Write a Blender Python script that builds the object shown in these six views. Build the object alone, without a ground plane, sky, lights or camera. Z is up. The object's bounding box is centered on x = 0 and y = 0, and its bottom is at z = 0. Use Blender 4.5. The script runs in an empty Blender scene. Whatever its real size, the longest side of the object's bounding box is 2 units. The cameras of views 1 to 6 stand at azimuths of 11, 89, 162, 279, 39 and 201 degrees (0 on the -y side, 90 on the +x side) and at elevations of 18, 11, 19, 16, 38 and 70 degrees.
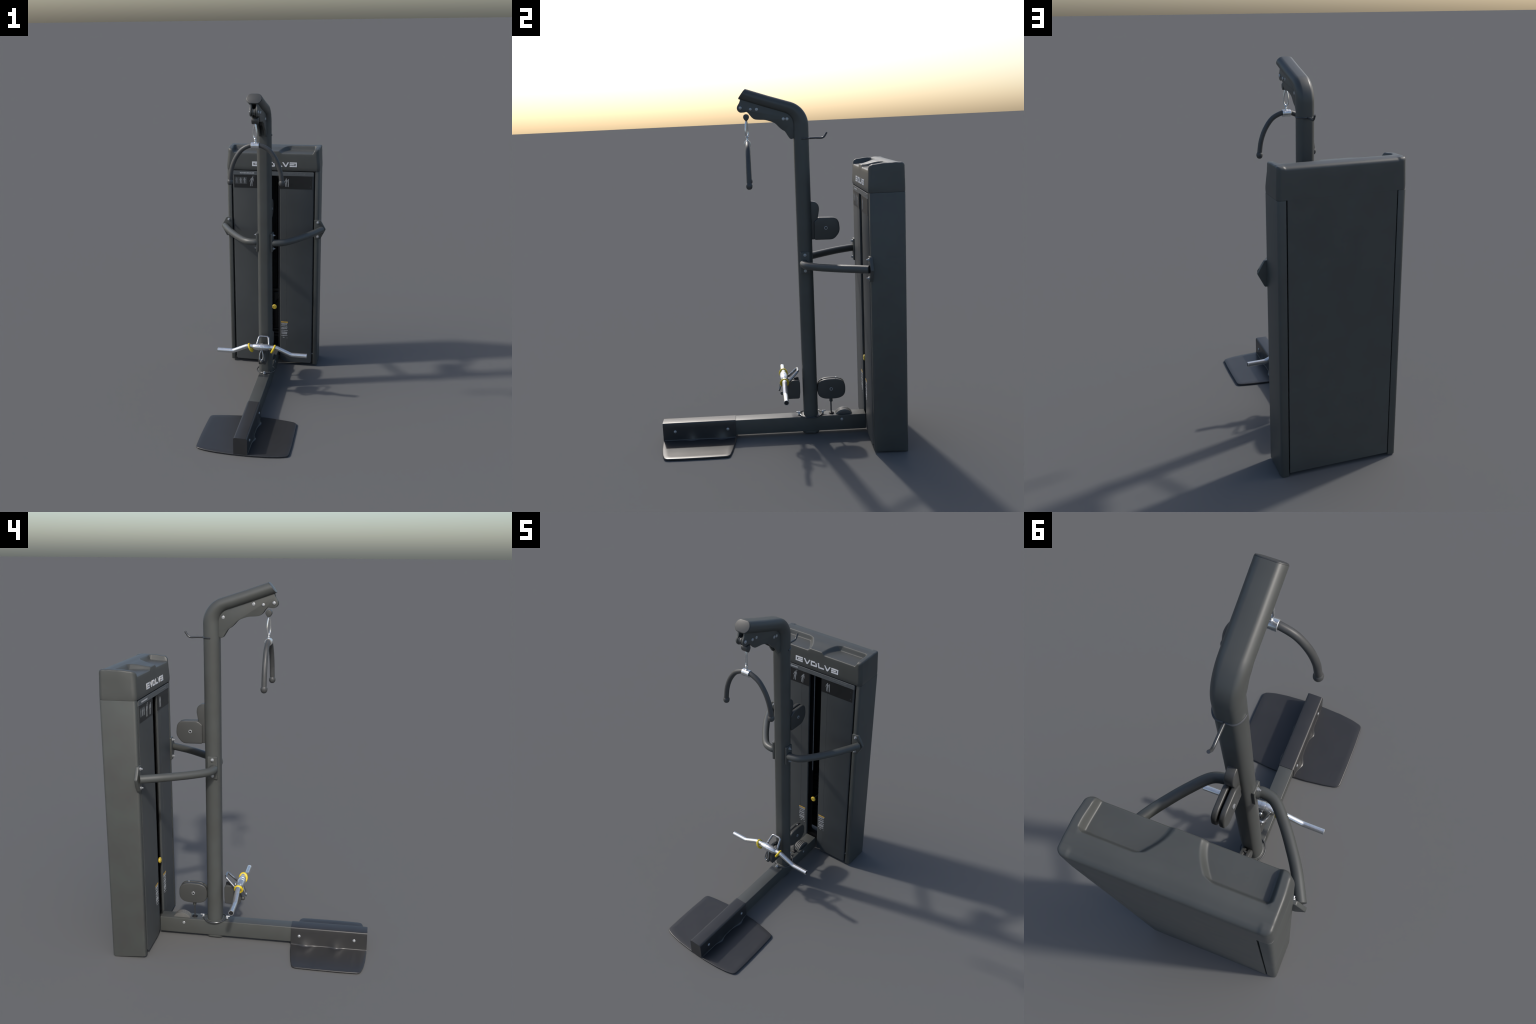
# Cable column gym machine: weight cabinet, bent column with pulley arm, base beam with foot plate.
import bpy, bmesh, math, random
from mathutils import Vector, Matrix
random.seed(7)
V = Vector

# ------------------------------------------------------------------ materials
def lin(r, g, b):
    f = lambda c: (c/255/12.92 if c/255 <= 0.04045 else ((c/255+0.055)/1.055)**2.4)
    return (f(r), f(g), f(b), 1)

def material(name, rgb, rough=0.5, metal=0.0, vary=0.0, bump=0.0, scale=9.0, coat=0.0, spec=0.5, grain=900.0, tint=None):
    m = bpy.data.materials.new(name); m.use_nodes = True
    nt = m.node_tree; N = nt.nodes; L = nt.links
    b = N['Principled BSDF']
    base = lin(*rgb)
    b.inputs['Base Color'].default_value = base
    b.inputs['Roughness'].default_value = rough
    b.inputs['Metallic'].default_value = metal
    b.inputs['Specular IOR Level'].default_value = spec
    if coat: b.inputs['Coat Weight'].default_value = coat
    tc = N.new('ShaderNodeTexCoord')
    if vary:
        n = N.new('ShaderNodeTexNoise'); n.inputs['Scale'].default_value = scale; n.inputs['Detail'].default_value = 4
        L.new(tc.outputs['Object'], n.inputs['Vector'])
        cr = N.new('ShaderNodeValToRGB')
        t = tint or (1, 1, 1)
        cr.color_ramp.elements[0].position = 0.3; cr.color_ramp.elements[1].position = 0.7
        cr.color_ramp.elements[0].color = tuple(base[i]*(1-vary)*(t[i]) for i in range(3))+(1,)
        cr.color_ramp.elements[1].color = tuple(base[i]*(1+vary)/(t[i]) for i in range(3))+(1,)
        L.new(n.outputs['Fac'], cr.inputs['Fac']); L.new(cr.outputs['Color'], b.inputs['Base Color'])
        mr = N.new('ShaderNodeMapRange')
        mr.inputs['To Min'].default_value = rough*0.9; mr.inputs['To Max'].default_value = min(1, rough*1.1)
        L.new(n.outputs['Fac'], mr.inputs['Value']); L.new(mr.outputs['Result'], b.inputs['Roughness'])
    if bump:
        n2 = N.new('ShaderNodeTexNoise'); n2.inputs['Scale'].default_value = grain; n2.inputs['Detail'].default_value = 2
        L.new(tc.outputs['Object'], n2.inputs['Vector'])
        bp = N.new('ShaderNodeBump'); bp.inputs['Strength'].default_value = bump; bp.inputs['Distance'].default_value = 0.0005
        L.new(n2.outputs['Fac'], bp.inputs['Height']); L.new(bp.outputs['Normal'], b.inputs['Normal'])
    return m

COAT   = material('powder_coated_steel', (71, 73, 71), 0.42, vary=0.06, bump=0.05, tint=(1.02, 1.0, 0.99))
SHELL  = material('cabinet_shell_coat',  (70, 72, 70), 0.45, vary=0.06, bump=0.05, scale=9, tint=(1.03, 0.985, 1.0))
PANEL  = material('front_panel_plastic', (66, 69, 70), 0.50, vary=0.05, bump=0.04)
CAPM   = material('moulded_cap_plastic', (70, 72, 70), 0.45, vary=0.06, bump=0.04)
HOUSE  = material('pulley_housing_plastic', (64, 65, 64), 0.40, vary=0.05)
RUBBER = material('foot_plate_rubber',   (48, 48, 49), 0.34, vary=0.06, bump=0.06)
GRIP   = material('grip_rubber',         (66, 67, 67), 0.45, vary=0.08, scale=30, bump=0.1)
BLACK  = material('black_interior',      (17, 18, 20), 0.6)
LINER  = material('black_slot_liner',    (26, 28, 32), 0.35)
DECAL  = material('black_decal',         (25, 26, 27), 0.45, vary=0.1, scale=40)
STRIP  = material('grey_header_decal',   (84, 88, 90), 0.5, vary=0.06, scale=30)
WHITE  = material('white_lettering',     (214, 216, 220), 0.5, vary=0.08, scale=60)
GREYP  = material('grey_print',          (172, 175, 178), 0.6, vary=0.2, scale=120)
PICTO  = material('pictogram_grey',      (132, 135, 137), 0.6, vary=0.25, scale=120)
DIMP   = material('dim_grey_print',      (100, 103, 105), 0.6, vary=0.2, scale=120)
ICONB  = material('icon_panel_grey',     (58, 60, 61), 0.5)
CHROME = material('polished_chrome',     (216, 217, 217), 0.21, metal=0.84, vary=0.05, scale=60)
STEEL  = material('zinc_bolt_steel',     (166, 169, 172), 0.34, metal=0.45)
DARKST = material('dark_steel_wire',     (78, 80, 82), 0.3, metal=0.5)
YELLOW = material('yellow_plastic',      (216, 188, 40), 0.4, vary=0.06, scale=50)
DCHROME = material('dark_grey_chrome', (150, 152, 155), 0.22, metal=0.85, vary=0.08, scale=60)
BRASS  = material('dull_yellow_knob', (196, 170, 58), 0.4, vary=0.08, scale=90)
YPRINT = material('yellow_label_print',  (200, 160, 62), 0.5, vary=0.1, scale=90)
WHEEL  = material('grey_pulley_wheel',   (92, 92, 90), 0.45, vary=0.08, scale=50)

# ------------------------------------------------------------------ builders
ROOT = bpy.data.objects.new('cable_column_machine', None)
bpy.context.collection.objects.link(ROOT)
ROOT['label'] = 'dark grey gym cable column with weight cabinet and foot plate'
ROOT['category'] = 'gym machine'

def finish(name, bm, mat, parent=ROOT, angle=35, bevel=0, seg=3, bevel_angle=30):
    bmesh.ops.remove_doubles(bm, verts=bm.verts, dist=1e-6)
    bmesh.ops.recalc_face_normals(bm, faces=bm.faces)
    if bevel:
        es = [e for e in bm.edges if len(e.link_faces) == 2 and e.calc_face_angle(0) > math.radians(bevel_angle)]
        bmesh.ops.bevel(bm, geom=es, offset=bevel, segments=seg, profile=0.5, affect='EDGES', clamp_overlap=True)
    me = bpy.data.meshes.new(name); bm.to_mesh(me); bm.free()
    for p in me.polygons: p.use_smooth = True
    me.set_sharp_from_angle(angle=math.radians(angle))
    ob = bpy.data.objects.new(name, me); me.materials.append(mat)
    bpy.context.collection.objects.link(ob); ob.parent = parent
    return ob

AX = {'x': lambda a, p, q: (a, p, q), 'y': lambda a, p, q: (p, a, q), 'z': lambda a, p, q: (p, q, a)}
def add_prism(bm, pts, axis, a0, a1):
    f = AX[axis]; n = len(pts)
    lo = [bm.verts.new(f(a0, *p)) for p in pts]; hi = [bm.verts.new(f(a1, *p)) for p in pts]
    bm.faces.new(lo); bm.faces.new(hi[::-1])
    for i in range(n): bm.faces.new((lo[i], lo[(i+1) % n], hi[(i+1) % n], hi[i]))
    return lo, hi

def prism(name, pts, axis, a0, a1, mat, parent=ROOT, bevel=0.0, seg=3, **k):
    bm = bmesh.new(); add_prism(bm, pts, axis, a0, a1)
    return finish(name, bm, mat, parent, bevel=bevel, seg=seg, **k)

def rect(x0, y0, x1, y1): return [(x0, y0), (x1, y0), (x1, y1), (x0, y1)]
def rrect(x0, y0, x1, y1, r, n=6):
    out = []
    for cx, cy, a in ((x1-r, y1-r, 0), (x0+r, y1-r, 90), (x0+r, y0+r, 180), (x1-r, y0+r, 270)):
        for i in range(n+1):
            t = math.radians(a+90*i/n); out.append((cx+r*math.cos(t), cy+r*math.sin(t)))
    return out
def box(name, x, y, z, mat, parent=ROOT, bevel=0.0, **k):
    return prism(name, rect(x[0], y[0], x[1], y[1]), 'z', z[0], z[1], mat, parent, bevel, **k)

def round_poly(pts, r, n=5):
    """Corner-rounded closed polygon; r is one radius or one per corner."""
    out = []; N = len(pts)
    for i in range(N):
        p = V(pts[i]); a = V(pts[i-1])-p; b = V(pts[(i+1) % N])-p
        ri = r[i] if isinstance(r, (list, tuple)) else r
        la, lb = a.length, b.length; a.normalize(); b.normalize()
        ang = math.acos(max(-1, min(1, a.dot(b))))
        if ri <= 0 or ang > 3.1: out.append(tuple(p)); continue
        d = min(ri/math.tan(ang/2), la*0.49, lb*0.49)
        p0, p2 = p+a*d, p+b*d
        for j in range(n+1):
            t = j/n; out.append(tuple(p0*(1-t)**2+p*2*t*(1-t)+p2*t*t))
    return out

def smooth_closed(pts, n=8):
    """Closed Catmull-Rom outline through the given points."""
    out = []; N = len(pts)
    for i in range(N):
        a, b, c, d = (V(pts[(i+k-1) % N]) for k in range(4))
        for j in range(n):
            t = j/n
            out.append(tuple(0.5*((2*b)+(c-a)*t+(2*a-5*b+4*c-d)*t*t+(3*b-a-3*c+d)*t**3)))
    return out
def smooth_open(pts, n=8):
    P = [V(p) for p in pts]; P = [2*P[0]-P[1]]+P+[2*P[-1]-P[-2]]; out = []
    for i in range(1, len(P)-2):
        a, b, c, d = P[i-1:i+3]
        for j in range(n):
            t = j/n
            out.append(0.5*((2*b)+(c-a)*t+(2*a-5*b+4*c-d)*t*t+(3*b-a-3*c+d)*t**3))
    out.append(P[-2]); return out
def fillet(pts, r, n=8):
    """Open polyline with rounded corners."""
    P = [V(p) for p in pts]; out = [P[0]]
    for i in range(1, len(P)-1):
        a = P[i-1]-P[i]; b = P[i+1]-P[i]; la, lb = a.length, b.length; a.normalize(); b.normalize()
        ang = math.acos(max(-1, min(1, a.dot(b)))); d = min(r/math.tan(ang/2), la*.48, lb*.48)
        p0, p2 = P[i]+a*d, P[i]+b*d
        for j in range(n+1):
            t = j/n; out.append(p0*(1-t)**2+P[i]*2*t*(1-t)+p2*t*t)
    out.append(P[-1]); return out

def add_sweep(bm, path, radius, sides=20, closed=False, cap=True):
    P = [V(p) for p in path]; n = len(P); rings = []
    T = []
    for i in range(n):
        if closed: t = P[(i+1) % n]-P[i-1]
        else: t = P[min(i+1, n-1)]-P[max(i-1, 0)]
        T.append(t.normalized())
    ref = V((0, 0, 1)) if abs(T[0].z) < 0.9 else V((1, 0, 0))
    nrm = (ref-T[0]*ref.dot(T[0])).normalized()
    for i in range(n):
        nrm = (nrm-T[i]*nrm.dot(T[i])).normalized(); bi = T[i].cross(nrm)
        r = radius(i/(n-1)) if callable(radius) else radius
        rings.append([bm.verts.new(P[i]+(nrm*math.cos(2*math.pi*k/sides)+bi*math.sin(2*math.pi*k/sides))*r) for k in range(sides)])
    m = n if closed else n-1
    for i in range(m):
        A, B = rings[i], rings[(i+1) % n]
        for k in range(sides): bm.faces.new((A[k], A[(k+1) % sides], B[(k+1) % sides], B[k]))
    if cap and not closed: bm.faces.new(rings[0][::-1]); bm.faces.new(rings[-1])
def sweep(name, path, radius, mat, parent=ROOT, sides=20, closed=False, **k):
    bm = bmesh.new(); add_sweep(bm, path, radius, sides, closed)
    return finish(name, bm, mat, parent, **k)

def add_lathe(bm, prof, origin, axis, sides=32):
    """prof = (distance along axis, radius) pairs; the axis is a unit vector."""
    o = V(origin); a = V(axis).normalized(); u = a.orthogonal().normalized(); w = a.cross(u); rings = []
    for d, r in prof:
        if r < 1e-7: rings.append([bm.verts.new(o+a*d)])
        else: rings.append([bm.verts.new(o+a*d+(u*math.cos(2*math.pi*k/sides)+w*math.sin(2*math.pi*k/sides))*r) for k in range(sides)])
    for A, B in zip(rings, rings[1:]):
        for k in range(sides):
            k2 = (k+1) % sides
            if len(A) == 1 and len(B) == 1: continue
            if len(A) == 1: bm.faces.new((A[0], B[k2], B[k]))
            elif len(B) == 1: bm.faces.new((A[k], A[k2], B[0]))
            else: bm.faces.new((A[k], A[k2], B[k2], B[k]))
    for R in (rings[0], rings[-1]):
        if len(R) > 1: bm.faces.new(R)
def lathe(name, prof, origin, axis, mat, parent=ROOT, sides=32, **k):
    bm = bmesh.new(); add_lathe(bm, prof, origin, axis, sides)
    return finish(name, bm, mat, parent, **k)
def ball(r, squash=1.0, n=12):
    return [(-math.cos(math.pi*i/n)*r*squash, math.sin(math.pi*i/n)*r if 0 < i < n else 0) for i in range(n+1)]

_bolt = {}
def bolt(pos, axis, r=0.0088, h=0.003, parent=ROOT, hexed=False, ring=False, mat=STEEL):
    """Shared-mesh bolt heads: domed disc, hex head with stud, or hollow ring."""
    key = (r, h, hexed, ring, mat.name)
    if key not in _bolt:
        bm = bmesh.new()
        if hexed:
            add_lathe(bm, [(0, r*1.25), (0.0018, r*1.25), (0.0018, 0)], (0, 0, 0), (0, 0, 1), 20)
            add_lathe(bm, [(0.0018, r), (h*0.75, r), (h*0.8, r*0.8), (h*0.8, 0)], (0, 0, 0), (0, 0, 1), 6)
            add_lathe(bm, [(h*0.8, r*0.5), (h*1.5, r*0.5), (h*1.6, r*0.35), (h*1.6, 0)], (0, 0, 0), (0, 0, 1), 12)
        elif ring:
            add_lathe(bm, [(0, r), (h*0.8, r), (h, r*0.9), (h, r*0.62), (h*0.4, r*0.58), (h*0.4, 0)], (0, 0, 0), (0, 0, 1), 24)
        else:
            add_lathe(bm, [(-0.003, r), (h*0.4, r), (h*0.8, r*0.86), (h, r*0.6), (h*1.05, 0)], (0, 0, 0), (0, 0, 1), 24)
        ob = finish('bolt', bm, mat, parent); _bolt[key] = ob.data
        if ring:
            ob.data.materials.append(BLACK)
            for p in ob.data.polygons:
                if p.center.xy.length < r*0.57 and abs(p.normal.z) > 0.5 and p.center.z > 0: p.material_index = 1
    else:
        ob = bpy.data.objects.new('bolt', _bolt[key]); bpy.context.collection.objects.link(ob); ob.parent = parent
    ob.location = pos; ob.rotation_mode = 'QUATERNION'
    ob.rotation_quaternion = V((0, 0, 1)).rotation_difference(V(axis))
    return ob
def smoothstep(a, b, x):
    t = max(0, min(1, (x-a)/(b-a))); return t*t*(3-2*t)

# ------------------------------------------------------------------ weight cabinet
HX, YF, YB = 0.3155, 0.503, 0.6912            # half width, front, back of the shell
# the shell is two C channels standing left and right
def channel(s):
    o = round_poly([(0.286, YF), (HX, YF), (HX, YB), (0.274, YB), (0.274, 0.677), (0.301, 0.677), (0.301, 0.516), (0.286, 0.516)],
                   [0.003, 0.018, 0.016, 0.002, 0.001, 0.004, 0.004, 0.001])
    return [(s*x, y) for x, y in o]
bm = bmesh.new()
for s in (1, -1):
    lo, hi = add_prism(bm, channel(s), 'z', 0.0, 1.4325)
    for v in lo:                              # the foot of each channel slopes down to the back
        v.co.z = 0.013-0.011*(v.co.y-YF)/(YB-YF)+0.0022*math.sin(v.co.y*140+s)
CAB = finish('cabinet', bm, SHELL, bevel=0.001, seg=2, bevel_angle=50)

box('rear_panel', (-0.2685, 0.2685), (0.680, 0.6922), (0.020, 1.4334), SHELL, CAB, bevel=0.0003, seg=1)
bm = bmesh.new()                              # near-black plates behind the joints and around the cavity
for s in (1, -1):
    add_prism(bm, rect(*sorted((s*0.060, s*0.2985))[:1], 0.5175, sorted((s*0.060, s*0.2985))[1], 0.521), 'z', 0.03, 1.43)
    add_prism(bm, rect(min(s*0.2965, s*0.2985), 0.523, max(s*0.2965, s*0.2985), 0.670), 'z', 0.03, 1.43)
add_prism(bm, rect(-0.2985, 0.6735, 0.2985, 0.6765), 'z', 0.03, 1.43)
add_prism(bm, rect(-0.295, 0.525, 0.295, 0.667), 'z', 1.415, 1.425)
finish('cabinet_black_plates', bm, BLACK, CAB)

# front panels left and right of the slot; each has a faint fold line
for s in (1, -1):
    e = 0.0475 if s > 0 else 0.0400            # the slot is a little off centre
    o = [(e, 0.5115), (e, 0.5035), (e+0.003, 0.5005), (0.0925, 0.5000), (0.0935, 0.5007), (0.0945, 0.5000),
         (0.268, 0.5005), (0.2755, 0.5035), (0.2765, 0.5115)]
    bm = bmesh.new(); lo, hi = add_prism(bm, [(s*x, y) for x, y in o], 'z', 0.022, 1.398)
    for v in lo:                              # rounded lower corners
        ax = abs(v.co.x); v.co.z += 0.014*smoothstep(0.262, 0.2765, ax)**2+0.020*smoothstep(e+0.018, e, ax)**2
    finish('front_panel', bm, PANEL, CAB, angle=25)
o = round_poly([(-0.2765, 1.3985), (-0.2765, 1.4265), (0.2765, 1.4265), (0.2765, 1.3985)], [0, 0.006, 0.006, 0])
prism('header_strip', o, 'y', 0.5005, 0.5165, STRIP, CAB, bevel=0.0008, seg=1, bevel_angle=60)

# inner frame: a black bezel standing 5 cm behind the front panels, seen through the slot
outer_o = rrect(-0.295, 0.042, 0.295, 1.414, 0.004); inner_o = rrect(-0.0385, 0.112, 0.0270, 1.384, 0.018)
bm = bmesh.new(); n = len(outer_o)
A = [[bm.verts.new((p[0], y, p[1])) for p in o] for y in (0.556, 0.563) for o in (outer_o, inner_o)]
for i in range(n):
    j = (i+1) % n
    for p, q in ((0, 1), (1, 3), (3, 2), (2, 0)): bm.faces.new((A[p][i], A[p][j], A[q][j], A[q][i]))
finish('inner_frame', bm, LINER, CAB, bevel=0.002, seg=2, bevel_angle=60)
lathe('frame_edge_glint', [(0, 0.0024), (0.735, 0.0024)], (-0.0385, 0.5550, 0.640), (0, 0, 1), GREYP, CAB, 10)  # thin pale rod modelled as the light caught along the bezel edge

# weight stack seen through the slot
plate = None
for i in range(15):
    z = 0.150+i*0.0262
    if plate is None:
        plate = box('weight_plate', (-0.235, 0.235), (0.650, 0.6725), (-0.0118, 0.0118), LINER, CAB, bevel=0.003, seg=2); ob = plate
    else:
        ob = plate.copy(); bpy.context.collection.objects.link(ob)
    ob.location = (0, 0, z)
for x in (-0.16, 0.16): lathe('guide_rod', [(0, 0.0095), (1.36, 0.0095)], (x, 0.632, 0.05), (0, 0, 1), CHROME, CAB, 16)
lathe('stack_cable', [(0, 0.005), (0.86, 0.005)], (0, 0.655, 0.55), (0, 0, 1), LINER, CAB, 10)
box('selector_stem', (-0.022, 0.022), (0.641, 0.6495), (0.235, 0.500), LINER, CAB, bevel=0.002)
bm = bmesh.new()
for i in range(9): add_prism(bm, rect(0.026, 0.6475, 0.034, 0.6495), 'z', 0.252+i*0.0262, 0.257+i*0.0262)
ob = finish('plate_number_mark', bm, DIMP, CAB); ob['kind'] = 'stuff'
lathe('selector_pin', [(0, 0.0045), (0.140, 0.0045)], (0.008, 0.507, 0.447), (0, 1, 0), DARKST, CAB, 12)
lathe('selector_knob', [(0.014, 0.0), (0.014, 0.010), (0.012, 0.0145), (0.007, 0.0172), (0.002, 0.0165), (-0.001, 0.0125),
      (-0.001, 0.0095), (0.0015, 0.0085), (0.0015, 0.006), (-0.0015, 0.005), (-0.0015, 0)], (0.008, 0.498, 0.447), (0, 1, 0), BRASS, CAB)

# moulded top cap: height field with two trays, a raised bridge, end walls and a rear ridge
CX, CYF, CYB, RC = 0.3125, 0.5035, 0.6905, 0.022
def cap_height(x, y):
    ax = abs(x)
    top = 1.565+0.017*smoothstep(0.505, 0.605, y)+0.004*smoothstep(0.60, 0.64, y)-0.006*smoothstep(0.64, 0.69, y)
    wall = 1.5845-0.006*smoothstep(0.585, 0.52, y)-0.012*max(0, (0.526-y)/0.022)**2
    top = max(top, wall) if ax > 0.285 else top+(max(top, wall)-top)*smoothstep(0.270, 0.285, ax)
    step = 0.050+0.046*max(0, (y-0.505)/0.095)**1.7
    m = min(smoothstep(step-0.012, step+0.013, ax), smoothstep(0.2865, 0.2695, ax))
    b = smoothstep(0.6135, 0.5985, y)
    m = max(0, m+b-1-0.25*(1-m)*(1-b)) if min(m, b) < 1 else 1
    floor = 1.5495+0.06*(y-0.505)
    return top*(1-m)+floor*m
def axis_samples(lo, hi, n, e=0.016, ne=8):
    a = [lo+e*(i/ne)**1.6 for i in range(ne)]; b = [hi-e*(i/ne)**1.6 for i in range(ne)][::-1]
    return a+[lo+e+(hi-lo-2*e)*i/n for i in range(n+1)]+b
xs = axis_samples(-CX, CX, 240); ys = axis_samples(CYF, CYB, 76)
bm = bmesh.new(); G = []
ycen, hy = (CYF+CYB)/2, (CYB-CYF)/2
def corner_map(x, y):
    """Round the plan corners: map the corner square onto a quarter disc."""
    sx, sy = (1 if x >= 0 else -1), (1 if y >= ycen else -1)
    a = (abs(x)-(CX-RC))/RC; b = (abs(y-ycen)-(hy-RC))/RC
    if a <= 0 or b <= 0: return x, y
    return sx*(CX-RC+RC*a*math.sqrt(1-b*b/2)), ycen+sy*(hy-RC+RC*b*math.sqrt(1-a*a/2))
for y in ys:
    row = []
    for x in xs:
        h = cap_height(x, y)
        for d, r in ((CX-abs(x), 0.010), (y-CYF, 0.007), (CYB-y, 0.020)):
            if d < r: h -= 0.85*(r-math.sqrt(max(0, r*r-(r-d)**2)))
        X, Y = corner_map(x, y); row.append(bm.verts.new((X*(1-0.018*smoothstep(0.59, 0.50, y)), Y, h)))
    G.append(row)
for j in range(len(ys)-1):
    for i in range(len(xs)-1): bm.faces.new((G[j][i], G[j][i+1], G[j+1][i+1], G[j+1][i]))
loop = G[0][:-1]+[r[-1] for r in G[:-1]]+G[-1][:0:-1]+[r[0] for r in G[:0:-1]]
def front_y(z):                                # cap front leans slightly
    return CYF-0.0055*smoothstep(1.555, 1.455, z)
prev = loop; base = [v.co.copy() for v in loop]
for z, gx, gf, gb in ((1.532, 0.0025, 0.0012, 0.0006), (1.50, 0.005, 0.003, 0.0010), (1.462, 0.0078, 0.0052, 0.0017),
                      (1.450, 0.0080, 0.0055, 0.0017), (1.440, 0.0070, 0.0045, 0.0017), (1.4335, 0.0058, 0.0030, 0.0017)):
    ring = []
    for c in base:
        x = c.x/(1-0.018*smoothstep(0.59, 0.50, c.y))*(1-0.018*smoothstep(0.59, 0.50, c.y)*smoothstep(1.46, 1.55, z))*(CX+gx*0.55)/CX; t = (c.y-ycen)/hy
        y = c.y+(gb*max(0, t) if t > 0 else gf*t)
        ring.append(bm.verts.new((x, y, z)))
    for i in range(len(loop)):
        j = (i+1) % len(loop); bm.faces.new((prev[i], prev[j], ring[j], ring[i]))
    prev = ring
bm.faces.new(prev)
CAP = finish('top_cap', bm, CAPM, CAB, angle=40)

# lettering on the cap front: six angular block letters
def letter_mesh(polys, x0, w, zb=1.4605, h=0.0305):
    bm = bmesh.new()
    for poly in polys:
        f = [bm.verts.new((x0+u*w, front_y(zb+v*h)-0.0012, zb+v*h)) for u, v in poly]
        k = [bm.verts.new((p.co.x, p.co.y+0.004, p.co.z)) for p in f]; n = len(f)
        bm.faces.new(f); bm.faces.new(k[::-1])
        for i in range(n): bm.faces.new((f[i], f[(i+1) % n], k[(i+1) % n], k[i]))
    return finish('logo_letter', bm, WHITE, CAP)
T_ = 0.25
E_ = [rect(0, 0, 0.17, 1), rect(0.171, 0, 1, T_), rect(0.171, 1-T_, 1, 1), rect(0.32, 0.5-T_*0.45, 1, 0.5+T_*0.45)]
V_ = [[(0, 1), (0.20, 1), (0.52, 0.30), (0.52, 0), (0.42, 0)], [(0.80, 1), (1, 1), (0.62, 0), (0.521, 0), (0.521, 0.30)]]
O_ = [rect(0, 0, 0.19, 0.92), [(0.191, 0), (0.90, 0), (0.80, T_), (0.191, T_)], [(0.191, 1-T_), (0.72, 1-T_), (0.62, 1), (0.05, 1), (0.0, 0.921), (0.19, 0.921)],
      [(0.721, 1-T_), (0.90, 1-T_), (1.0, 0.12), (0.901, 0.001), (0.801, T_), (0.78, 0.3)]]
L_ = [[(0, 1), (0.18, 1), (0.30, 0.0), (0.12, 0.0)], [(0.302, 0), (1, 0), (0.94, T_), (0.274, T_)]]
R_ = [[(1-u, v) for u, v in p][::-1] for p in E_]
for polys, x0, w in ((E_, -0.1405, 0.052), (V_, -0.0805, 0.046), (O_, -0.0305, 0.046), (L_, 0.0195, 0.046), (V_, 0.0645, 0.045), (R_, 0.1145, 0.048)):
    letter_mesh(polys, x0, w)

# printed bands, pictograms and warning labels on the front panels (thin raised foil)
def foil(name, polys, mat, y=0.5000, t=0.0006, parent=CAB, kind=False):
    bm = bmesh.new()
    for p in polys: add_prism(bm, p, 'y', y-t, y+0.002)
    ob = finish(name, bm, mat, parent, angle=20)
    if kind: ob['kind'] = 'stuff'
    return ob
foil('instruction_band', [rect(-0.2675, 1.3105, -0.0410, 1.3985)], DECAL)
foil('instruction_band', [rect(0.0485, 1.3105, 0.2665, 1.3985)], DECAL)
foil('icon_tile', [rrect(-0.2625, 1.336, -0.1765, 1.384, 0.004)], ICONB, t=0.0010)
def person(cx, zb, h, bend=0.0):
    """Small standing pictogram: head, torso, arms and legs."""
    P = []
    def limb(a, b, w0, w1):
        a, b = V(a), V(b); d = (b-a).normalized(); n = V((-d.y, d.x))
        P.append([tuple(a-n*w0), tuple(b-n*w1), tuple(b+n*w1), tuple(a+n*w0)])
    q = lambda u, v: (cx+u*h+bend*h*v*v, zb+v*h)
    P.append([q(0.07*math.cos(t*math.pi/5), 0.92+0.075*math.sin(t*math.pi/5)) for t in range(10)])
    limb(q(0, 0.84), q(0, 0.48), 0.10*h, 0.07*h)
    limb(q(-0.05, 0.475), q(-0.09, 0), 0.05*h, 0.03*h); limb(q(0.055, 0.475), q(0.09, 0), 0.05*h, 0.03*h)
    limb(q(-0.11, 0.82), q(-0.20, 0.50), 0.03*h, 0.02*h); limb(q(0.11, 0.82), q(0.20, 0.50), 0.03*h, 0.02*h)
    return P
for k, cx in enumerate((-0.249, -0.221, -0.194)): foil('pictogram', person(cx, 1.340, 0.040), PICTO if k else DIMP, t=0.0014)
foil('pictogram', person(-0.149, 1.322, 0.066, 0.18), PICTO, t=0.0012)
foil('pictogram', person(-0.093, 1.322, 0.062, 0.22), PICTO, t=0.0012)
foil('pictogram', person(0.091, 1.324, 0.058, 0.02)+[rect(0.104, 1.324, 0.1085, 1.378)], PICTO, t=0.0012)
foil('pictogram', [rect(0.253, 1.325, 0.2545, 1.332), rect(0.253, 1.374, 0.2545, 1.377), rect(-0.138, 1.389, -0.135, 1.394), rect(-0.131, 1.389, -0.128, 1.394)], DIMP, t=0.0012)
def dashes(x0, x1, z, h, rng, gap=0.0013):
    """One line of illegible fine print as short blocks."""
    out = []; x = x0
    while x < x1-0.002:
        w = min(rng.uniform(0.0025, 0.0075), x1-x); out.append(rect(x, z, x+w, z+h*rng.uniform(0.75, 1))); x += w+gap
    return out
rng = random.Random(3)
foil('header_print', dashes(-0.226, -0.125, 1.4085, 0.0085, rng), GREYP, y=0.5005, kind=True)
foil('header_print', dashes(-0.232, -0.165, 1.4205, 0.003, rng), DIMP, y=0.5005, kind=True)
foil('header_print', dashes(0.105, 0.222, 1.4105, 0.0055, rng), DIMP, y=0.5005, kind=True)
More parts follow.
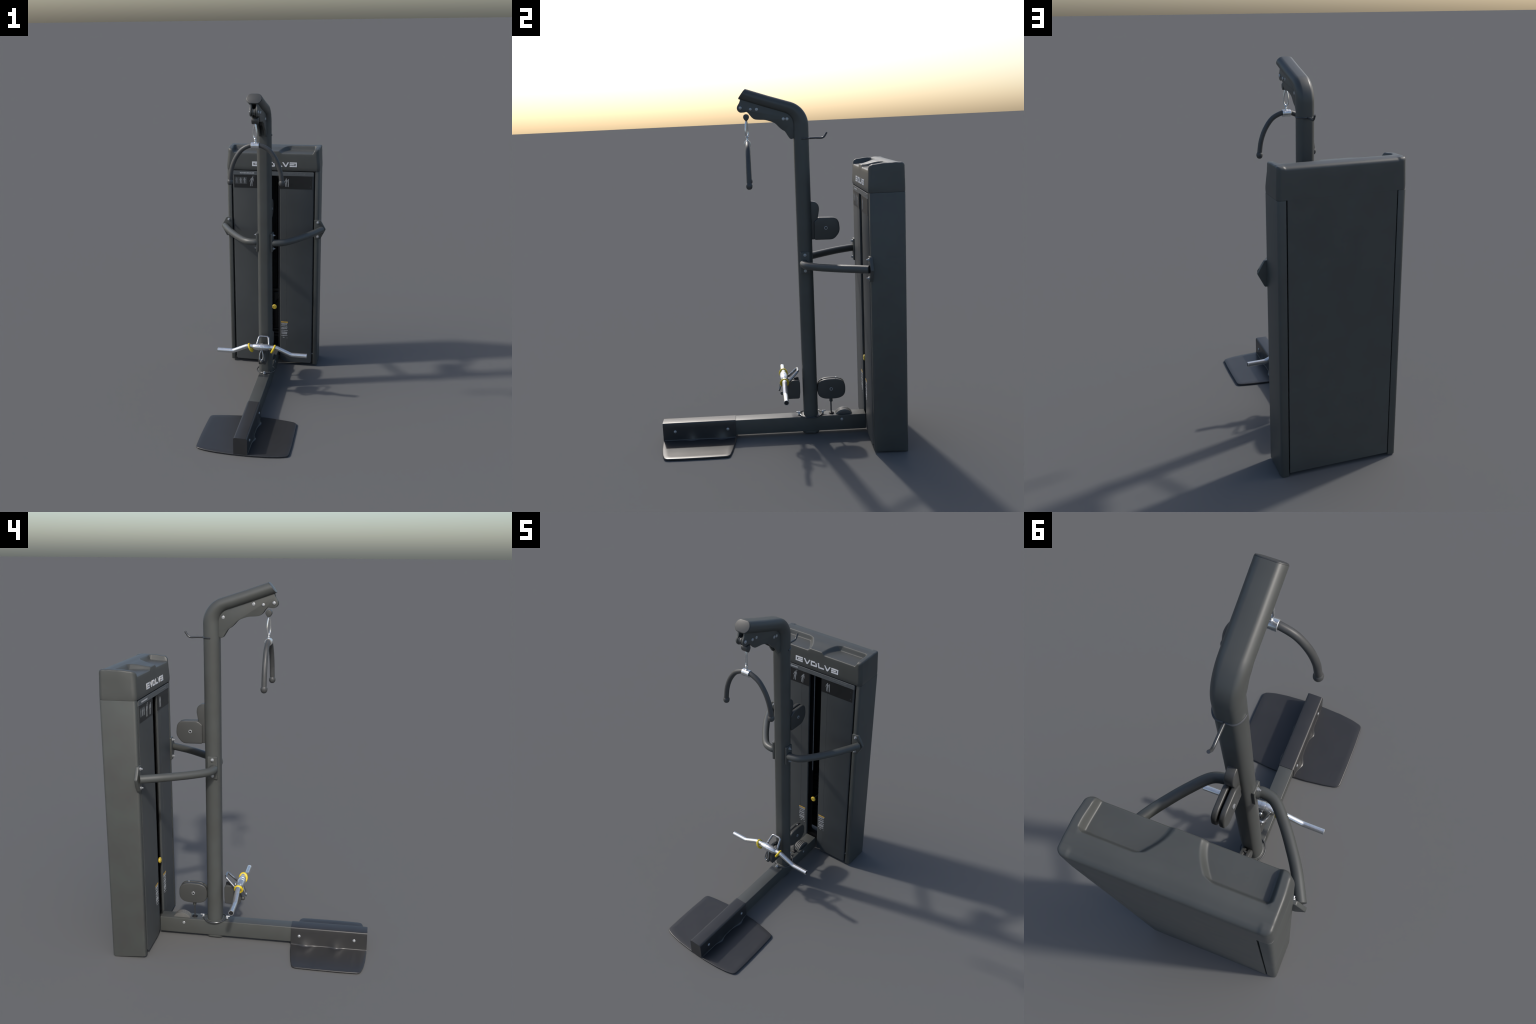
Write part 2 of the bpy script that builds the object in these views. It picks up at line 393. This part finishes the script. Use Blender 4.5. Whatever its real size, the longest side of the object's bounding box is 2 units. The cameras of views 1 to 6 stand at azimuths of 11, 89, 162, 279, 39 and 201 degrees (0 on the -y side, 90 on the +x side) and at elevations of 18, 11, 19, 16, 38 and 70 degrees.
for s in (1, -1):
    x0 = 0.0565 if s > 0 else -0.1045
    foil('label_stripe', [rect(x0-0.001, 0.3305, x0+0.049, 0.3375)], YPRINT)
    lines = []; z = 0.322
    for block in (2, 1, 2, 1, 3, 1):
        for _ in range(block): lines += dashes(x0+rng.uniform(0, 0.004), x0+0.047-rng.uniform(0, 0.006), z, 0.0045, rng); z -= 0.0072
        z -= 0.0062
    lines += dashes(x0+0.012, x0+0.024, z, 0.004, rng)+dashes(x0+0.041, x0+0.046, z-0.004, 0.004, rng)
    foil('label_print', lines, GREYP, kind=True)
for s in (1, -1):
    bolt((s*0.281, 0.514, 0.095), (0, -1, 0), 0.004, 0.008, CAB)

# ------------------------------------------------------------------ column with bent arm
WX, FX = 0.0465, 0.019                         # half width and half width of the flat
def arc(p, d0, d1, r, n=14):
    """Fillet points in a plane at corner p, entering along d0, leaving along d1."""
    p, d0, d1 = V(p), V(d0).normalized(), V(d1).normalized()
    phi = math.acos(d0.dot(d1)); L = r*math.tan(phi/2); s = p-d0*L
    nrm = (d1-d0*d1.dot(d0)).normalized(); c = s+nrm*r
    return [c+(-nrm*math.cos(phi*i/n)+d0*math.sin(phi*i/n))*r for i in range(n+1)]
arm = V((-0.951, 0.309))
inner = [V((0.1385, 0.1085)), V((0.1385, 0.15)), V((0.1395, 0.9)), V((0.1405, 1.60))]+arc((0.1420, 1.8475), (0, 1), arm, 0.066)+[V((-0.02, 1.9005)), V((-0.1490, 1.9455))]
outer = [V((0.2215, 0.1085)), V((0.2215, 0.15)), V((0.2225, 0.9)), V((0.2235, 1.60))]+arc((0.2245, 1.8885), (0, 1), arm, 0.134)+[V((0.012, 1.9565)), V((-0.1085, 1.9975))]
def section(A, B, grow=0.0, n=9):
    """Flat-oval cross-section standing between the inner and the outer edge point."""
    c = (A+B)/2; hv = (B-A)/2; hl = hv.length+grow; hv = hv.normalized()*hl; pts = []
    for q, (sx, sy) in enumerate(((1, 1), (1, -1), (-1, -1), (-1, 1))):
        for i in range(n+1):
            t = math.pi/2*i/n if q % 2 else math.pi/2*(1-i/n)
            x = sx*(FX+(WX+grow-FX)*math.cos(t)**1.12 if t < math.pi/2-1e-6 else FX); k = sy*math.sin(t)**1.05
            pts.append(V((x, c.x+hv.x*k, c.y+hv.y*k)))
    return pts
def loft(bm, rings, cap=True):
    R = [[bm.verts.new(p) for p in r] for r in rings]; n = len(R[0])
    for a, b in zip(R, R[1:]):
        for k in range(n): bm.faces.new((a[k], a[(k+1) % n], b[(k+1) % n], b[k]))
    if cap: bm.faces.new(R[0][::-1]); bm.faces.new(R[-1])
bm = bmesh.new(); loft(bm, [section(a, b) for a, b in zip(inner, outer)])
COL = finish('column', bm, COAT, angle=40)
bm = bmesh.new()
d = V((-0.76, 0.65))*0.0  # cap sits square on the slanted cut
A, B = inner[-1], outer[-1]; nrm = V((-(B-A).y, (B-A).x)).normalized()
loft(bm, [section(A+nrm*o, B+nrm*o, g) for o, g in ((0.0002, -0.0012), (0.0022, -0.0012), (0.0036, -0.0022), (0.0042, -0.0045))])
finish('end_cap', bm, HOUSE, COL, angle=50)

# gusset plates under the arm carrying the guide pulleys
gus = [(-0.139, 1.946), (-0.147, 1.925), (-0.1585, 1.906), (-0.1585, 1.888), (-0.146, 1.8745), (-0.124, 1.8735), (-0.108, 1.875), (-0.094, 1.861), (-0.082, 1.845),
       (-0.066, 1.834), (-0.040, 1.8305), (-0.010, 1.828), (0.018, 1.8195), (0.044, 1.8075), (0.066, 1.785), (0.082, 1.771), (0.096, 1.762),
       (0.110, 1.740), (0.122, 1.7225), (0.131, 1.7195), (0.141, 1.7230)]
low = [tuple(p) for p in smooth_open(gus, 5)]
gusset = low+[(0.152, 1.74), (0.152, 1.83), (0.120, 1.870), (0.0, 1.908), (-0.120, 1.948)]
for s in (1, -1):
    prism('gusset_plate', [(y, z) for y, z in gusset], 'x', *sorted((s*0.0125, s*0.0235)), COAT, COL, bevel=0.0018, seg=2, bevel_angle=50)
    marks = [(-0.141, 1.898), (-0.087, 1.8885)]+([(-0.054, 1.8865), (0.089, 1.8295), (0.109, 1.8285)] if s > 0 else [(-0.037, 1.891), (0.119, 1.823)])
    for k, (y, z) in enumerate(marks): bolt((s*0.0235, y, z), (s, 0, 0), 0.0090 if k == 0 else 0.0082, 0.0045 if k < 2 else 0.0015, COL)
wheel_prof = lambda w, r: [(-w, 0), (-w, r*0.93), (-w*0.85, r), (-w*0.7, r), (-w*0.3, r*0.84), (w*0.3, r*0.84), (w*0.7, r), (w*0.85, r), (w, r*0.93), (w, 0)]
lathe('guide_pulley', wheel_prof(0.0095, 0.0215), (0, -0.139, 1.8975), (1, 0, 0), HOUSE, COL)
lathe('guide_pulley', wheel_prof(0.0095, 0.030), (0, -0.070, 1.878), (1, 0, 0), HOUSE, COL)
lathe('guide_pulley', wheel_prof(0.0095, 0.030), (0, 0.098, 1.815), (1, 0, 0), HOUSE, COL)

# accessory hook: wire wrapped round the back of the column with a tongue
wrap = sorted([p for p in section(V((0.1405, 1.7195)), V((0.2235, 1.7195)), 0.0008) if p.y > 0.176], key=lambda p: math.atan2(p.x, p.y-0.150))
wrap = [p for i, p in enumerate(wrap) if i == 0 or (p-wrap[i-1]).length > 0.001]
bm = bmesh.new(); add_sweep(bm, wrap, 0.0042, 10)
add_sweep(bm, fillet([(0, 0.222, 1.719), (0, 0.262, 1.7195), (0, 0.306, 1.7165), (0, 0.325, 1.747)], 0.028), 0.0054, 12)
finish('accessory_hook', bm, DARKST, COL)

# clamp ring and wing screws at the foot of the column
bm = bmesh.new()
ring = [(0.060*math.cos(t), 0.181+0.066*math.sin(t), 0.1215-0.0085*abs(math.cos(t))) for t in [2*math.pi*i/48 for i in range(48)]]
add_sweep(bm, ring, 0.0036, 10, closed=True)
finish('clamp_ring', bm, DARKST, COL)
bm = bmesh.new(); loft(bm, [section(V((0.1385-g, z)), V((0.2215+g, z)), g) for z, g in ((0.1100, 0.004), (0.1155, 0.0035), (0.1175, 0.0005))])
finish('column_collar', bm, COAT, COL)
for y, s in ((0.1125, -1), (0.2495, 1)):
    bm = bmesh.new()
    add_lathe(bm, [(0, 0.0085), (0.004, 0.0085), (0.006, 0.007), (0.014, 0.0062), (0.017, 0.004), (0.017, 0)], (0, y, 0.1155), (0, 0, 1), 14)
    add_lathe(bm, [(0, 0.0042), (0.016, 0.0042), (0.018, 0.003), (0.018, 0)], (0, y, 0.1285), (0, s, 0.05), 12)
    finish('clamp_screw', bm, STEEL, COL)

# ------------------------------------------------------------------ base beam, sleeve and foot plate
BEAM = box('base_beam', (-0.0368, 0.0368), (-0.684, 0.500), (0.0215, 0.1120), COAT, bevel=0.003)
prism('column_boss', rrect(-0.033, 0.128, 0.033, 0.228, 0.03), 'z', 0.005, 0.026, COAT, BEAM, bevel=0.006)
box('cable_port', (-0.010, 0.014), (0.286, 0.318), (0.110, 0.1127), BLACK, BEAM, bevel=0.0006, seg=1)  # flat black plate gives the hole its darkness; no opening is cut
bm = bmesh.new()
prof = [(-0.021, 0), (-0.021, 0.054)]
for k in range(4): c = -0.0165+0.011*k; prof += [(c-0.0035, 0.0565), (c+0.0028, 0.0565), (c+0.0042, 0.0525), (c+0.0062, 0.0525)]
prof = prof[:-2]+[(0.021, 0.054), (0.021, 0.042), (0.018, 0.040), (0.018, 0)]
add_lathe(bm, prof, (0, 0.374, 0.0835), (1, 0, 0), 48)
finish('floor_pulley', bm, WHEEL, BEAM)
for s in (1, -1):
    bolt((s*0.0368, 0.359, 0.0865), (s, 0, 0), 0.0082, 0.0022, BEAM)
    bolt((s*0.0412, -0.311, 0.0635), (s, 0, 0), 0.0085, 0.004, BEAM)
    bolt((s*0.0412, -0.619, 0.0635), (s, 0, 0), 0.0085, 0.004, BEAM)

# sleeve over the beam nose; its side walls are dented and flare out into the plate
bm = bmesh.new(); rings = []
def dent(y):                                   # where the walls sweep out into the plate
    return 0.0150*(math.exp(-((y+0.345)/0.034)**2)+0.85*math.exp(-((y+0.520)/0.026)**2))
ny = 70
for i in range(ny+1):
    y = -0.690+(0.690-0.264)*i/ny; fl = dent(y)
    half = [(0, 0.1155), (0.029, 0.1155), (0.0350, 0.1146), (0.0388, 0.1120), (0.0404, 0.1075), (0.0408, 0.085)]
    half += [(0.0410+fl*((0.078-z)/0.068)**2.0, z) for z in (0.070, 0.060, 0.050, 0.042, 0.034, 0.027, 0.021, 0.016, 0.0125)]+[(0.0420+fl*1.15, 0.0100), (0.0435+fl*1.3, 0.0082)]
    rings.append([V((-x, y, z)) for x, z in half[:0:-1]]+[V((x, y, z)) for x, z in half])
loft(bm, rings, True)
SLEEVE = finish('beam_sleeve', bm, RUBBER, BEAM, angle=50)

# foot plate: thin sheet with rounded corners and bowed front and rear edges
HXP = 0.2765
half_out = [(0.0, -0.6905), (0.06, -0.6900), (0.15, -0.6845), (0.22, -0.6745), (0.2765, -0.6580), (0.2800, -0.55), (0.2795, -0.42), (0.2765, -0.2945), (0.20, -0.2800), (0.10, -0.2675), (0.0, -0.2630)]
poly = half_out+[(-x, y) for x, y in half_out[-2:0:-1]]
rad = [0]*len(poly)
for i, p in enumerate(poly):
    if abs(abs(p[0])-HXP) < 1e-6: rad[i] = 0.030
    elif abs(p[0]) > 0.001: rad[i] = 0.2
out = round_poly(poly, rad, 6)
bm = bmesh.new()
for k, (ins, z) in enumerate(((0.004, 0.0), (0.0015, 0.0008), (0.0, 0.003), (0.0, 0.0066), (0.0015, 0.0088), (0.004, 0.0095), (0.03, 0.0088), (0.06, 0.0086))):
    c = V((0, -0.477)); row = []
    for p in out:
        dx, dy = p[0]-c.x, p[1]-c.y; f = 1-ins/max(abs(dx), abs(dy), 0.05)
        row.append(V((c.x+dx*f, c.y+dy*f, z)))
    if k == 0: R = []
    R.append(row)
loft(bm, R)
PLATE = finish('foot_plate', bm, RUBBER, BEAM, angle=50)

# ------------------------------------------------------------------ brace tubes between column and cabinet
for s in (1, -1):
    path = smooth_open([(s*x, y, 1.0295+0.0080*smoothstep(0.17, 0.49, y)) for x, y in ((0.044, 0.176), (0.072, 0.1675), (0.125, 0.184), (0.185, 0.2495), (0.240, 0.324), (0.285, 0.393), (0.336, 0.490))], 8)
    TUBE = sweep('brace_tube', path, 0.0215, COAT, sides=28, angle=50)
    hexa = round_poly([(s*x, z) for x, z in ((0.284, 1.101), (0.326, 1.101), (0.3625, 1.037), (0.326, 0.967), (0.284, 0.967))], [0.008, 0.008, 0.012, 0.008, 0.008])
    prism('cabinet_flange', hexa, 'y', 0.4950, 0.5120, COAT, TUBE, bevel=0.003)
    prism('column_flange', rrect(0.150, 0.970, 0.204, 1.094, 0.004), 'x', *sorted((s*0.040, s*0.0535)), COAT, TUBE, bevel=0.002)
    for z in (1.077, 0.9875): bolt((s*0.0535, 0.177, z), (s, 0, 0), 0.0072, 0.009, TUBE, hexed=True)
    for z in (1.0845, 0.985): bolt((s*0.309, 0.4950, z), (0, -1, 0), 0.0078, 0.009, TUBE, hexed=True)

# ------------------------------------------------------------------ pulley housings
def shell_pair(name, outline, x0, x1, parent, bev=0.006):
    for s in (1, -1):
        prism(name, outline, 'x', *sorted((s*x0, s*x1)), HOUSE, parent, bevel=bev, seg=4, bevel_angle=40)
def scaled(o, f):
    cx = sum(p[0] for p in o)/len(o); cy = sum(p[1] for p in o)/len(o)
    return [(cx+(p[0]-cx)*f, cy+(p[1]-cy)*f) for p in o]
# upper: bracket tongue on the back of the column with a D-shaped pulley cover
tongue = [(0.205, 1.157), (0.250, 1.157)]+[tuple(p) for p in smooth_open([(0.256, 1.262), (0.262, 1.292), (0.2675, 1.326), (0.2635, 1.350), (0.250, 1.3655), (0.232, 1.3715), (0.205, 1.3725)], 6)]
UP = prism('upper_pulley_bracket', tongue, 'x', -0.0165, 0.0165, HOUSE, bevel=0.004)
cover = round_poly([(0.236, 1.1545), (0.345, 1.1530), (0.381, 1.195), (0.374, 1.2775), (0.262, 1.2790), (0.236, 1.258)], [0.012, 0.045, 0.06, 0.058, 0.03, 0.012], 7)
shell_pair('pulley_cover', cover, 0.0035, 0.0245, UP)
lathe('pulley_wheel', wheel_prof(0.0032, 0.055), (0, 0.305, 1.2175), (1, 0, 0), BLACK, UP)
for s in (1, -1): bolt((s*0.0245, 0.302, 1.221), (s, 0, 0), 0.0095, 0.004, UP, ring=True)
# lower: free hanging housing behind the column
def super_oval(cy, cz, a, b, e, n=56):
    """Superellipse outline in the y-z plane."""
    f = lambda c: math.copysign(abs(c)**(2/e), c)
    return [(cy+a*f(math.cos(2*math.pi*i/n)), cz+b*f(math.sin(2*math.pi*i/n))) for i in range(n)]
oval = super_oval(0.3045, 0.2700, 0.0815, 0.0605, 2.9)
LOW = prism('lower_pulley_core', scaled(oval, 0.93), 'x', -0.006, 0.006, BLACK)
shell_pair('pulley_cover', oval, 0.0042, 0.0235, LOW, 0.005)
bm = bmesh.new()
for y in (0.245, 0.330): add_prism(bm, rect(y, 0.310, y+0.007, 0.3285), 'x', -0.0045, 0.0045)
finish('cover_spacer', bm, HOUSE, LOW)
for s in (1, -1): bolt((s*0.0235, 0.303, 0.2715), (s, 0, 0), 0.0095, 0.004, LOW, ring=True)
lathe('cover_screw', [(0, 0.0028), (0.006, 0.0028), (0.006, 0.0042), (0.009, 0.0042), (0.009, 0)], (0, 0.333, 0.326), (0, 0, 1), STEEL, LOW, 12)
lathe('cable_nut', [(0, 0.005), (0.003, 0.0095), (0.012, 0.0100), (0.020, 0.0085), (0.026, 0.0085), (0.026, 0)], (0, 0.302, 0.184), (0, 0, 1), HOUSE, LOW, 18)
lathe('cable_end', [(0, 0.0042), (0.080, 0.0042)], (0, 0.301, 0.108), (0, 0, 1), DARKST, LOW, 12)
lathe('cable_guide', [(0, 0.014), (0.004, 0.014), (0.008, 0.008), (0.008, 0)], (0, 0.303, 0.113), (0, 0, 1), BLACK, LOW, 16)
# front: swivel housing on the front of the column that carries the curl bar
front = round_poly([(0.036, 0.2205), (0.118, 0.2205), (0.1225, 0.262), (0.1225, 0.318), (0.114, 0.334), (0.078, 0.334), (0.042, 0.300), (0.024, 0.252)], [0.012, 0.010, 0.02, 0.02, 0.01, 0.03, 0.03, 0.02], 6)
FRONT = prism('front_pulley_core', scaled(front, 0.93), 'x', -0.006, 0.006, BLACK)
shell_pair('pulley_cover', front, 0.0042, 0.0235, FRONT, 0.004)
box('swivel_hinge', (-0.008, 0.008), (0.090, 0.116), (0.325, 0.346), BLACK, FRONT, bevel=0.004)

# ------------------------------------------------------------------ arched handle hanging from the arm
HY = -0.1125
arch = [(0.0, 1.7045), (0.030, 1.7035), (0.079, 1.6785), (0.119, 1.6260), (0.1435, 1.564), (0.1535, 1.503), (0.1548, 1.486)]
path = [(-x, HY, z) for x, z in arch[:0:-1]]+[(x, HY, z) for x, z in arch]
HANDLE = sweep('arched_handle', smooth_open(path, 8), 0.0133, GRIP, sides=24, angle=50)
for s in (1, -1):
    lathe('grip_end', [(-0.019, 0), (-0.018, 0.0075), (-0.0135, 0.0135), (-0.005, 0.0172), (0.004, 0.0176), (0.010, 0.0160), (0.0135, 0.0142), (0.0150, 0.0130)],
          (s*0.1548, HY, 1.4845), (0, 0, 1), GRIP, HANDLE, 28)
lathe('chrome_sleeve', [(-0.0245, 0.0130), (-0.0245, 0.0180), (-0.023, 0.0192), (-0.008, 0.0192), (-0.007, 0.0184), (0.007, 0.0184), (0.008, 0.0192), (0.0215, 0.0192), (0.023, 0.0180), (0.023, 0.0130)],
      (0, HY, 1.7025), (1, 0, 0), CHROME, HANDLE)
lathe('sleeve_eye', [(0, 0.0085), (0.004, 0.0075), (0.006, 0.0050), (0.014, 0.0050)]+[(0.0215-0.0075*math.cos(t), 0.0085*math.sin(t)) for t in [0.55, 0.9, 1.3, 1.7, 2.2, 2.7]]+[(0.029, 0)],
      (0, HY, 1.719), (0, 0, 1), CHROME, HANDLE, 16)
def teardrop(zb, zt, w, c, u, top=0.35):
    """Closed snap-link loop: wide at the bottom, narrow at the top."""
    P = []; n = 40
    for i in range(n):
        t = 2*math.pi*i/n; k = (1-math.cos(t))/2; wid = w*math.sin(t)*(1-(1-top)*k)
        P.append((c[0]+u[0]*wid, c[1]+u[1]*wid, zb+(zt-zb)*k))
    return P
u = (0.84, -0.54)
sweep('snap_link', teardrop(1.7425, 1.829, 0.0175, (-0.001, HY), u), 0.0042, CHROME, HANDLE, 10, closed=True)
bm = bmesh.new()
P = [V(p) for p in teardrop(1.7425, 1.829, 0.0175, (-0.001, HY), u)]
add_sweep(bm, P[12:19], 0.0050, 10); add_lathe(bm, [(0, 0.0055), (0.012, 0.0062), (0.014, 0.004), (0.014, 0)], (0, HY, 1.812), (0, 0, 1), 12)
finish('link_gate', bm, CHROME, HANDLE)
egg = smooth_closed([(HY+0.0003, 1.826), (HY+0.009, 1.8325), (HY+0.0160, 1.846), (HY+0.0125, 1.859), (HY, 1.8640), (HY-0.0125, 1.859), (HY-0.0160, 1.846), (HY-0.009, 1.8325)], 5)
prism('cable_stop', egg, 'x', -0.0195, 0.0195, HOUSE, HANDLE, bevel=0.0025)

# ------------------------------------------------------------------ chrome curl bar parked on the front housing
bar = fillet([(-0.296, 0.031, 0.3105), (-0.192, 0.0305, 0.3115), (-0.098, 0.031, 0.3535), (0.098, 0.031, 0.3535), (0.192, 0.0305, 0.3115), (0.296, 0.031, 0.3105)], 0.05, 8)
BAR = sweep('curl_bar', bar, 0.0143, CHROME, sides=28, angle=50)
for s in (1, -1):
    lathe('bar_end_dark_disc', [(0, 0.0120), (0.0004, 0.0120), (0.0004, 0.004), (0.0, 0.0)], (s*0.2962, 0.031, 0.3105), (s, 0, 0), BLACK, BAR, 24)  # flat black disc inside the rim of the bar end
    lathe('bar_end_ring', [(-0.006, 0.0142), (-0.006, 0.0149), (0.0005, 0.0149), (0.0012, 0.0143), (0.0012, 0.0120), (-0.006, 0.0120)], (s*0.2962, 0.031, 0.3105), (s, 0, 0), CHROME, BAR, 28)
sw = []
for x, r in ((-0.058, 0.0143), (-0.054, 0.0168), (-0.040, 0.0200), (-0.024, 0.0222), (-0.0135, 0.0228), (-0.0125, 0.0212), (-0.0105, 0.0212), (-0.0095, 0.0234), (0.0, 0.0240)):
    sw.append((x, r))
sw = sw+[(-x, r) for x, r in sw[-2::-1]]
lathe('swivel', sw, (0, 0.0285, 0.3530), (1, 0, 0), CHROME, BAR, 36)
# D-shaped bracket rising behind the bar
loop = fillet([(-0.048, 0.040, 0.326), (-0.043, 0.058, 0.338), (-0.031, 0.112, 0.3915), (0.031, 0.112, 0.3915), (0.043, 0.058, 0.338), (0.048, 0.040, 0.326)], 0.016, 7)
sweep('swivel_bracket', loop, 0.0069, DCHROME, BAR, 16, angle=50)
for s in (1, -1):                              # yellow rings at the roots of the bracket
    c = V((s*0.0755, 0.0305, 0.3425)); e1 = V((s*0.45, 0, 0.893)); e2 = V((0, 1, 0))
    ringp = [c+e1*0.0258*math.cos(t)+e2*0.0198*math.sin(t) for t in [2*math.pi*i/36 for i in range(36)]]
    sweep('yellow_ring', ringp, 0.0070, YELLOW, BAR, 12, closed=True)
sweep('lower_link', [(x, 0.017-0.30*(0.325-z), z) for x, _, z in teardrop(0.270, 0.332, 0.0155, (0, 0), (1, 0), 0.45)], 0.0047, DCHROME, BAR, 12, closed=True)
lathe('cable_stop', ball(0.0125), (0, 0.0185, 0.252), (0, 0, 1), HOUSE, BAR, 20)
lathe('eye_nut', ball(0.0085), (0, 0.061, 0.335), (0, 0, 1), CHROME, BAR, 16)
lathe('swivel_stem', [(0, 0.006), (0.045, 0.006)], (0, 0.030, 0.345), (0, 0.9, -0.3), DARKST, BAR, 12)
